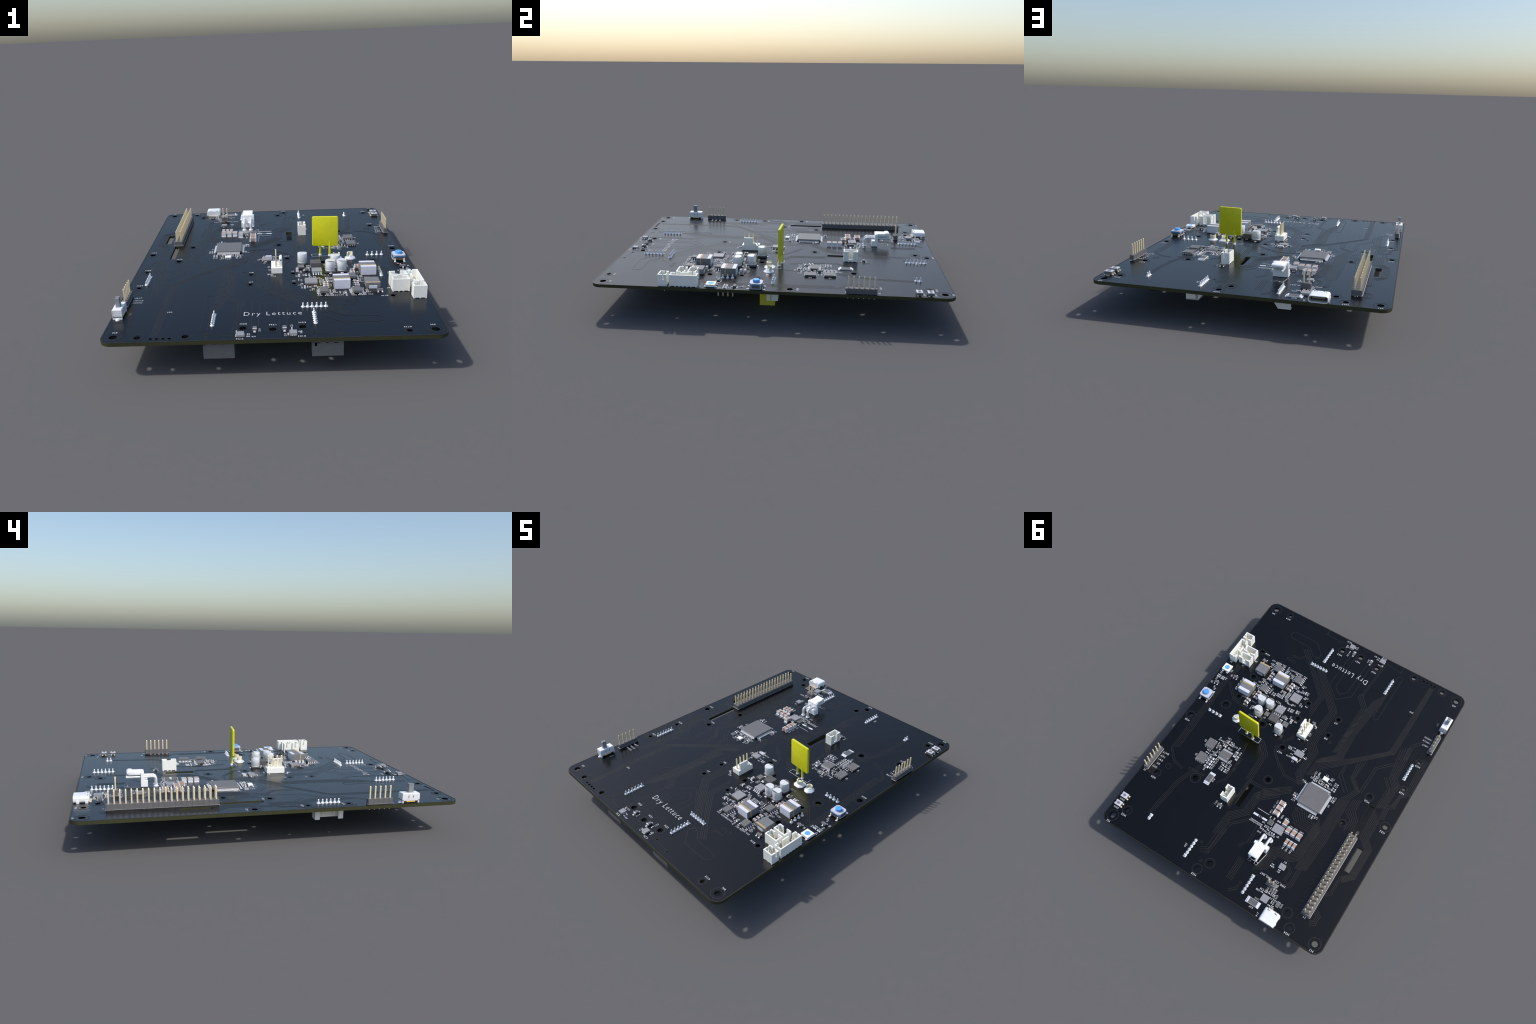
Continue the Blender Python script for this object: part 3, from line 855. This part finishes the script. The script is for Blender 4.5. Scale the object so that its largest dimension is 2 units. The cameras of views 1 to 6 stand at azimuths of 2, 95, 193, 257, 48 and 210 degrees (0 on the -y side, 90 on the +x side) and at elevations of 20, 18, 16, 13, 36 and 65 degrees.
# friction-lock header, 4 pins at 2.54 mm
kk = Part()
kk.box(-2.1, 3.45, -5.1, 5.1, 0.1, 3.15, "white_nylon", bevel=.08)
kk.box(2.4, 3.47, -3.9, 1.4, 3.0, 7.0, "white_nylon", bevel=.05)
kk.prism([(3.47, 6.7), (3.3, 7.6), (2.6, 7.7), (1.95, 7.1), (2.4, 6.4)], -3.9, 1.4, "white_nylon", axis='Y')
for c in (-2.2, -.2):
    kk.box(1.9, 2.5, c - .3, c + .3, 3.1, 6.6, "white_nylon")
kk.box(2.5, 3.46, 1.4, 3.3, 3.0, 4.3, "white_nylon")
o = put(kk.mesh("locking_header"), "locking_header", 1.75, -17.0)
for i in range(4):
    q = Part()
    pin(q, .35, 0, -3.2, 9.9)
    if i == 0:
        KP = q.mesh("header_pin")
    else:
        q.bm.free()
    c = child(KP, "header_pin", o)
    c.location = (0, (i - 1.5) * 2.54 * S, 0)

# right-angle power header with two thick round pins
ra = Part()
W0, W1 = -3.95, 3.95
ra.box(W0, W1, -2.9, -1.05, 0.1, 3.3, "white_nylon_bright", bevel=.12)
ra.box(W0 + .02, W1 - .02, -1.1, .55, 0.12, 7.6, "white_nylon_bright", bevel=.12)
ra.prism([(-1.0, 6.2), (-1.0, 7.5), (-.4, 7.95), (4.4, 7.95), (5.2, 8.45), (6.6, 8.45), (7.5, 7.9), (7.5, 7.1), (6.3, 6.2)],
         -3.0, 3.0, "white_nylon_bright", axis='X', bevel=.12)
o = put(ra.mesh("power_header"), "power_header", -14.7, 57.85)
for x in (1.98, -1.98):
    q = Part()
    arc = [(0, -7.1 + 1.6 - 1.6 * math.cos(math.radians(a)), 3.4 + 1.6 * math.sin(math.radians(a))) for a in range(0, 91, 15)]
    q.tube([(0, -7.1, -2.8)] + arc + [(0, 7.5, 5.0), (0, 7.9, 5.0)], .72, "tin", 14)
    q.lathe([(1.4, 0), (1.3, .2), (.95, .45), (.76, .8)], "solder", 0, -7.1, 18)
    c = child(q.mesh("power_pin"), "power_pin", o)
    c.location = (x * S, 0, 0)

# USB-C receptacle
usb = Part()
n = 9
out, inn = rounded_rect(-4.45, 4.45, 0.02, 3.24, 1.25, n), rounded_rect(-4.15, 4.15, .30, 2.96, 1.0, n)
t = bmesh.new()
Y0, Y1 = -3.6, 3.65
rA = [t.verts.new((x, Y1, z)) for x, z in out]
rB = [t.verts.new((x, Y0, z)) for x, z in out]
rC = [t.verts.new((x, Y1, z)) for x, z in inn]
rD = [t.verts.new((x, Y0 + 1.2, z)) for x, z in inn]
N = len(out)
for i in range(N):
    j = (i + 1) % N
    t.faces.new((rA[i], rA[j], rB[j], rB[i]))
    t.faces.new((rC[i], rC[j], rA[j], rA[i]))
    t.faces.new((rD[i], rD[j], rC[j], rC[i]))
t.faces.new(rB)
t.faces.new(rD)
bmesh.ops.recalc_face_normals(t, faces=t.faces[:])
usb._merge(t, "steel_shell")
usb.cbox(0, .4, 6.7, 5.4, 1.25, 1.95, "socket_dark", bevel=.1)
usb.cbox(0, .5, 5.6, 4.4, 1.2, 2.0, "gold_pin", bevel=.05)
for s in (-1, 1):
    for y in (-2.4, 1.6):
        usb.cbox(s * 4.45, y, .35, 1.4, -1.2, 1.2, "steel_shell")
    usb.cbox(s * 2.1, -2.7, 1.5, .3, 3.2, 3.27, "socket_dark")
    usb.cbox(s * 2.1 + .6, -3.0, .3, .9, 3.2, 3.27, "socket_dark")
for i in range(12):
    usb.cbox((i - 5.5) * .5, -4.0, .28, .9, 0, .2, "gold_pin")
put(usb.mesh("usb_socket"), "usb_socket", -38.55, 86.3)

# ------------------------------------------------------------------ switches and lamp
btn = Part()
btn.cbox(0, 0, 6.0, 6.0, 0.25, 2.7, "chip_plastic_dark", bevel=.2)
btn.cbox(0, 0, 6.15, 6.15, 2.15, 2.75, "button_blue", bevel=.25)
btn.prism([(-3.15, -2.3), (-2.3, -2.3), (-2.3, -3.15), (2.3, -3.15), (2.3, -2.3), (3.15, -2.3), (3.15, 2.3), (2.3, 2.3),
           (2.3, 3.15), (-2.3, 3.15), (-2.3, 2.3), (-3.15, 2.3)], 2.8, 3.25, "plate_grey")
btn.cbox(0, 0, 5.6, 5.6, 2.78, 3.23, "plate_grey")
for s in (-1, 1):
    btn.cbox(s * 3.08, 0, .14, 5.0, .3, .7, "plate_grey")
    for k in (-2.3, 2.3):
        btn.cbox(s * 3.08, k, .16, .5, .4, 3.0, "plate_grey")
        btn.cbox(k, s * 3.2, .7, .4, .1, 1.5, "cream_contact")
        btn.cbox(k * 1.03, s * 4.0, .95, 1.2, 0, .25, "solder", bevel=.08)
body = put(btn.mesh("push_button"), "push_button", 65.85, -6.6)
cap = Part()
cap.lathe([(1.75, 3.2), (1.75, 4.45), (1.62, 4.6)], "button_blue", n=28)
child(cap.mesh("button_cap"), "button_cap", body)

led = Part()
led.cbox(0, 0, 5.0, 4.9, .35, 1.75, "white_nylon_bright", bevel=.12)
led.lathe([(1.5, 1.74), (1.5, 1.765)], "lens_blue", n=28)
for s in (-1, 1):
    for k in (-1.6, 1.6):
        led.cbox(k, s * 2.6, 1.0, 1.1, 0, .6, "tin", bevel=.05)
put(led.mesh("lamp"), "lamp", 66.1, -29.25)

sws = Part()
sws.cbox(0, 0, 3.9, 2.9, .1, 1.35, "chip_plastic", bevel=.08)
sws.prism([(-2.0, -1.5), (2.0, -1.5), (2.0, -.6), (1.7, -.45), (1.7, .45), (2.0, .6), (2.0, 1.5), (-2.0, 1.5), (-2.0, .6),
           (-1.75, .45), (-1.75, -.45), (-2.0, -.6)], 1.35, 1.75, "plate_grey", bevel=.05)
sws.prism(rounded_rect(-.85, .85, -.62, .62, .5, 5), 1.7, 1.95, "plunger_grey")
for s in (-1, 1):
    for k in (-.95, .95):
        sws.cbox(s * 2.15, k, .9, .75, 0, .35, "cream_contact", bevel=.05)
sws = sws.mesh("small_switch")
put(sws, "small_switch", 66.1, 72.5)
put(sws, "small_switch", 66.2, 77.9)

sl = Part()
sl.box(-2.1, 2.1, -4.3, 4.3, .95, 4.75, "steel_shell", bevel=.2)
for s in (-1, 1):
    sl.box(-2.1, 2.1, min(s * 4.3, s * 3.6), max(s * 4.3, s * 3.6), 0, 1.6, "steel_shell", bevel=.08)
    sl.box(s * 2.05 - .1, s * 2.05 + .1, -4.4, 4.4, 1.7, 4.4, "steel_shell")
    for k in (-1.0, 1.2):
        sl.box(s * 2.12 - .06, s * 2.12 + .06, k - .15, k + .15, 2.5, 3.7, "socket_dark")
    sl.lathe([(1.0, 0), (.8, .35), (.4, .6)], "solder", 0, s * 4.5, 14)
sl.box(-2.0, 2.0, -2.2, 2.2, .5, 1.2, "polarity_yellow")
sl.box(-1.8, 1.8, -3.5, 3.5, .1, .9, "socket_dark")
sl.box(-.9, .9, -2.3, 2.3, 4.70, 4.78, "plate_grey")
b_ = put(sl.mesh("slide_switch"), "slide_switch", -66.75, -64.9)
kn = Part()
kn.box(-.95, .95, -1.2, 1.2, 4.6, 9.0, "knob_grey", bevel=.1)
kn.box(-.97, .97, -.25, .25, 8.4, 9.05, "chip_plastic")
k_ = child(kn.mesh("slide_knob"), "slide_knob", b_)
k_.location = (0, -.4 * S, 0)

# ------------------------------------------------------------------ soldered tails of the connectors below
tl = Part()
tl.lathe([(.98, 0), (.92, .12), (.62, .38), (.42, .75), (.36, 1.2), (.36, 1.75), (.2, 1.98)], "solder", n=14)
TAIL = tl.mesh("solder_joint")
tl = Part()
tl.prism([(-.9, -.9), (.9, -.9), (.9, .9), (-.9, .9)], 0, .08, "solder")
tl.lathe([(.95, .05), (.62, .38), (.42, .75), (.36, 1.2), (.36, 1.75), (.2, 1.98)], "solder", n=14)
TAIL_SQ = tl.mesh("solder_joint")
tl = Part()
tl.lathe([(.98, 0), (.92, .12), (.66, .45), (.45, .9), (.40, 1.2)], "solder", n=14)
pin(tl, 0, 0, .5, 1.9)
TAIL_GOLD = tl.mesh("solder_joint")


def tail_row(p0, p1, n, square, mesh=None):
    for i in range(n):
        f = i / (n - 1)
        put(TAIL_SQ if i == square and mesh is None else (mesh or TAIL), "solder_joint",
            p0[0] + (p1[0] - p0[0]) * f, p0[1] + (p1[1] - p0[1]) * f)


tail_row((17.85, 72.45), (17.85, 82.45), 6, 5)
tail_row((-19.35, 72.45), (-19.35, 82.45), 6, 0)
tail_row((17.85, -76.75), (17.85, -66.75), 6, 5)
tail_row((-25.25, -76.75), (-25.25, -66.75), 6, 5)
tail_row((13.45, -61.0), (23.45, -61.0), 6, 5)
tail_row((-61.55, -31.45), (-61.55, -21.45), 6, 5)
tail_row((47.1, 73.75), (47.1, 75.75), 2, 0)
tail_row((50.95, 1.0), (58.45, 1.0), 4, 0)
tail_row((53.4, -28.0), (53.4, -20.4), 4, None, TAIL_GOLD)

# ------------------------------------------------------------------ connectors on the underside


def side_entry(n):
    """2.0 mm side-entry socket: pins along x, mouth towards +y, 4.8 mm tall."""
    L = (n - 1) * 2.0 + 3.9
    a, b, H, w = -1.35, 6.25, 4.8, .7
    m = "under_nylon"
    p = Part()
    p.box(-L / 2, L / 2, a + 1.6, a + 3.0, 0, H, m)                       # rear wall
    p.box(-L / 2 + 2.1, L / 2 - 2.1, a + 1.6, b - 1.2, H - 1.7, H - 1.0, m)  # recessed roof
    p.box(-L / 2, L / 2, a + 1.6, b, 0, .6, m)                           # sole against the board
    for s in (-1, 1):
        lo, hi = sorted((s * L / 2, s * (L / 2 - .6)))
        p.prism([(a, 0), (b, 0), (b, .9), (4.2, .9), (4.2, 1.5), (b, 1.5), (b, H), (a + 1.7, H), (a, 2.2)], lo, hi, m, axis='X')
        lo, hi = sorted((s * L / 2, s * (L / 2 - 2.2)))
        p.box(lo, hi, a + 1.7, b, H - .6, H, m)
    for i in range(n - 1):
        c = (i - (n - 2) / 2) * 2.0
        p.box(c - .12, c + .12, a + 1.7, b - 1.3, 1.0, H - 1.2, m)
    body = p.mesh("socket_housing")
    q = Part()
    for i in range(n):
        q.box((i - (n - 1) / 2) * 2 - .25, (i - (n - 1) / 2) * 2 + .25, a + 2.0, b - 1.0, 2.1, 2.6, "tin")
    return body, q.mesh("socket_pins")


se6, se2 = side_entry(6), side_entry(2)
for x, y, r in ((17.85, 77.6, 90), (-19.35, 77.6, -90), (17.85, -71.3, 90), (-25.25, -71.3, -90)):
    put_socket(se6, x, y, r, flip=True, name="side_socket")
ph6u = shroud(6, 2.0, 4.5, 1.7, 6.0, 1.95, .62, 1.3, [(-4.6, 4.6)], m="under_nylon", tail=1.0)
put_socket(ph6u, -61.55, -26.45, 90, flip=True, name="side_socket")
put_socket(se6, 18.45, -61.0, 0, flip=True, name="side_socket")
put_socket(se2, 47.1, 74.75, -90, flip=True, name="side_socket")

xh4 = shroud(4, 2.5, 5.75, 2.95, 7.0, 2.45, .7, 1.8, [(-3.9, -2.9), (2.9, 3.9)], slots=True, m="under_nylon", tail=1.0, pin_h=5.5)
put_socket(xh4, 54.7, 1.0, 180, flip=True, name="side_socket")

# long pins through the board, body underneath
lp = Part()
for i in range(4):
    lp.prism([(-1.27, i * 2.54 - 1.27 + .38), (-.9, i * 2.54 - 1.27), (.9, i * 2.54 - 1.27), (1.27, i * 2.54 - .89),
              (1.27, i * 2.54 + .89), (.9, i * 2.54 + 1.27), (-.9, i * 2.54 + 1.27), (-1.27, i * 2.54 + .89)], 0, 2.54,
             "header_plastic")
o = put(lp.mesh("pin_header"), "pin_header", 53.4, -20.4, 0, flip=True)
lq = Part()
pin(lq, 0, 0, 0.2, 8.6)
LP = lq.mesh("header_pin")
for i in range(4):
    c = child(LP, "header_pin", o)
    c.location = (0, i * 2.54 * S, 0)

# two boxy sockets under the front edge
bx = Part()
m = "socket_grey"
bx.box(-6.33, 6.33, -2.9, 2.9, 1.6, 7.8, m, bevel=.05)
bx.box(-6.33, -4.3, -2.9, 2.9, 0, 1.7, m)
bx.box(5.2, 6.33, -2.5, 2.9, 0, 3.2, m)
bx.box(4.4, 5.25, -2.9, 2.9, 0, 3.2, m)
bx.box(-4.3, 4.4, -2.4, 2.9, 0.4, 1.7, m)
for a, b in ((-2.5, -.2), (.7, 3.0)):
    bx.box(a, b, -2.92, -2.6, 0.0, .2, m)
for a, b in ((-4.2, -2.5), (-.2, .7), (3.0, 4.4)):
    bx.box(a, b, -2.9, -2.4, .6, 2.0, m)
for a, b in ((-2.5, -.2), (.7, 3.0)):
    bx.box(a, b, -2.95, -2.55, 1.35, 1.6, m)
for x, y in ((5.1, -1.7), (-5.1, -.2)):
    bx.lathe([(.48, -.8), (.5, 0.1)], m, x, -y, 12)
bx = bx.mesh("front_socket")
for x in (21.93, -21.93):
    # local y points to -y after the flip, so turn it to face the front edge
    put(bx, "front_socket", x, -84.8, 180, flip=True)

# yellow power plug below, its two contacts soldered on top
xt = Part()
xt.prism([(8, 4.05), (-5.6, 4.05), (-8, 1.6), (-8, -1.6), (-5.6, -4.05), (8, -4.05)], 0.0, ZT - TH - .02, "plug_yellow", bevel=.12)
o = put(xt.mesh("power_plug"), "power_plug", 37.75, -3.0, z=0.0)
for k, (x, a0) in enumerate(((34.15, 200), (41.3, 20))):
    q = Part()
    R0, R1 = 1.75, 1.25
    # split tube
    arc = [math.radians(a0 + i * 185 / 12) for i in range(13)]
    if k == 0:
        arc = [math.radians(150 + i * 250 / 14) for i in range(15)]
    else:
        arc = [math.radians(20 + i * 190 / 12) for i in range(13)]
    pts = [(R0 * math.cos(a), R0 * math.sin(a)) for a in arc] + [(R1 * math.cos(a), R1 * math.sin(a)) for a in reversed(arc)]
    q.prism(pts, 0, 3.1, "cream_contact")
    rim = circle(0, 0, 3.0, 8) if k else [(-3.1, -1.6), (-1.8, -3.0), (1.8, -3.0), (3.1, -1.6), (3.1, 1.6), (1.8, 3.0), (-1.8, 3.0), (-3.1, 1.6)]
    if k:
        rim = [(x_ * math.cos(.39) - y_ * math.sin(.39), x_ * math.sin(.39) + y_ * math.cos(.39)) for x_, y_ in rim]
    t = bmesh.new()
    lo = [t.verts.new((x_, y_, 0)) for x_, y_ in rim]
    mi = [t.verts.new((x_ * .97, y_ * .97, .25)) for x_, y_ in rim]
    hi = [t.verts.new((x_ * .6, y_ * .6, 1.0)) for x_, y_ in rim]
    for i in range(len(rim)):
        j = (i + 1) % len(rim)
        t.faces.new((lo[i], lo[j], mi[j], mi[i]))
        t.faces.new((mi[i], mi[j], hi[j], hi[i]))
    t.faces.new(list(reversed(lo)))
    t.faces.new(hi)
    q._merge(t, "solder")
    q.lathe([(1.2, .9), (1.1, 1.3), (.6, 1.7 if k else 2.6)], "solder", 0, 0, 14)
    c = child(q.mesh("plug_contact"), "plug_contact", o)
    c.location = ((x - 37.75) * S, (-2.85 + 3.0) * S, ZT * S)

# bare lands of an unfitted part
ld = Part()
for a, b in ((-3.1, .05), (-8.75, -5.65)):
    ld.box(a, b, 41.5, 42.7, 0, .12, "solder", bevel=.05)
o = put(ld.mesh("bare_lands"), "bare_lands", 0, 0)
gv = Part()
for x, y in PEGS:
    for i in range(12):
        a0, a1 = 2 * math.pi * i / 12, 2 * math.pi * (i + 1) / 12
        gv.prism([(x + .7 * math.cos(a0), y + .7 * math.sin(a0)), (x + .7 * math.cos(a1), y + .7 * math.sin(a1)),
                  (x + .55 * math.cos(a1), y + .55 * math.sin(a1)), (x + .55 * math.cos(a0), y + .55 * math.sin(a0))], -.8, .03,
                 "board_edge")
put(gv.mesh("peg_holes"), "peg_holes", 0, 0)
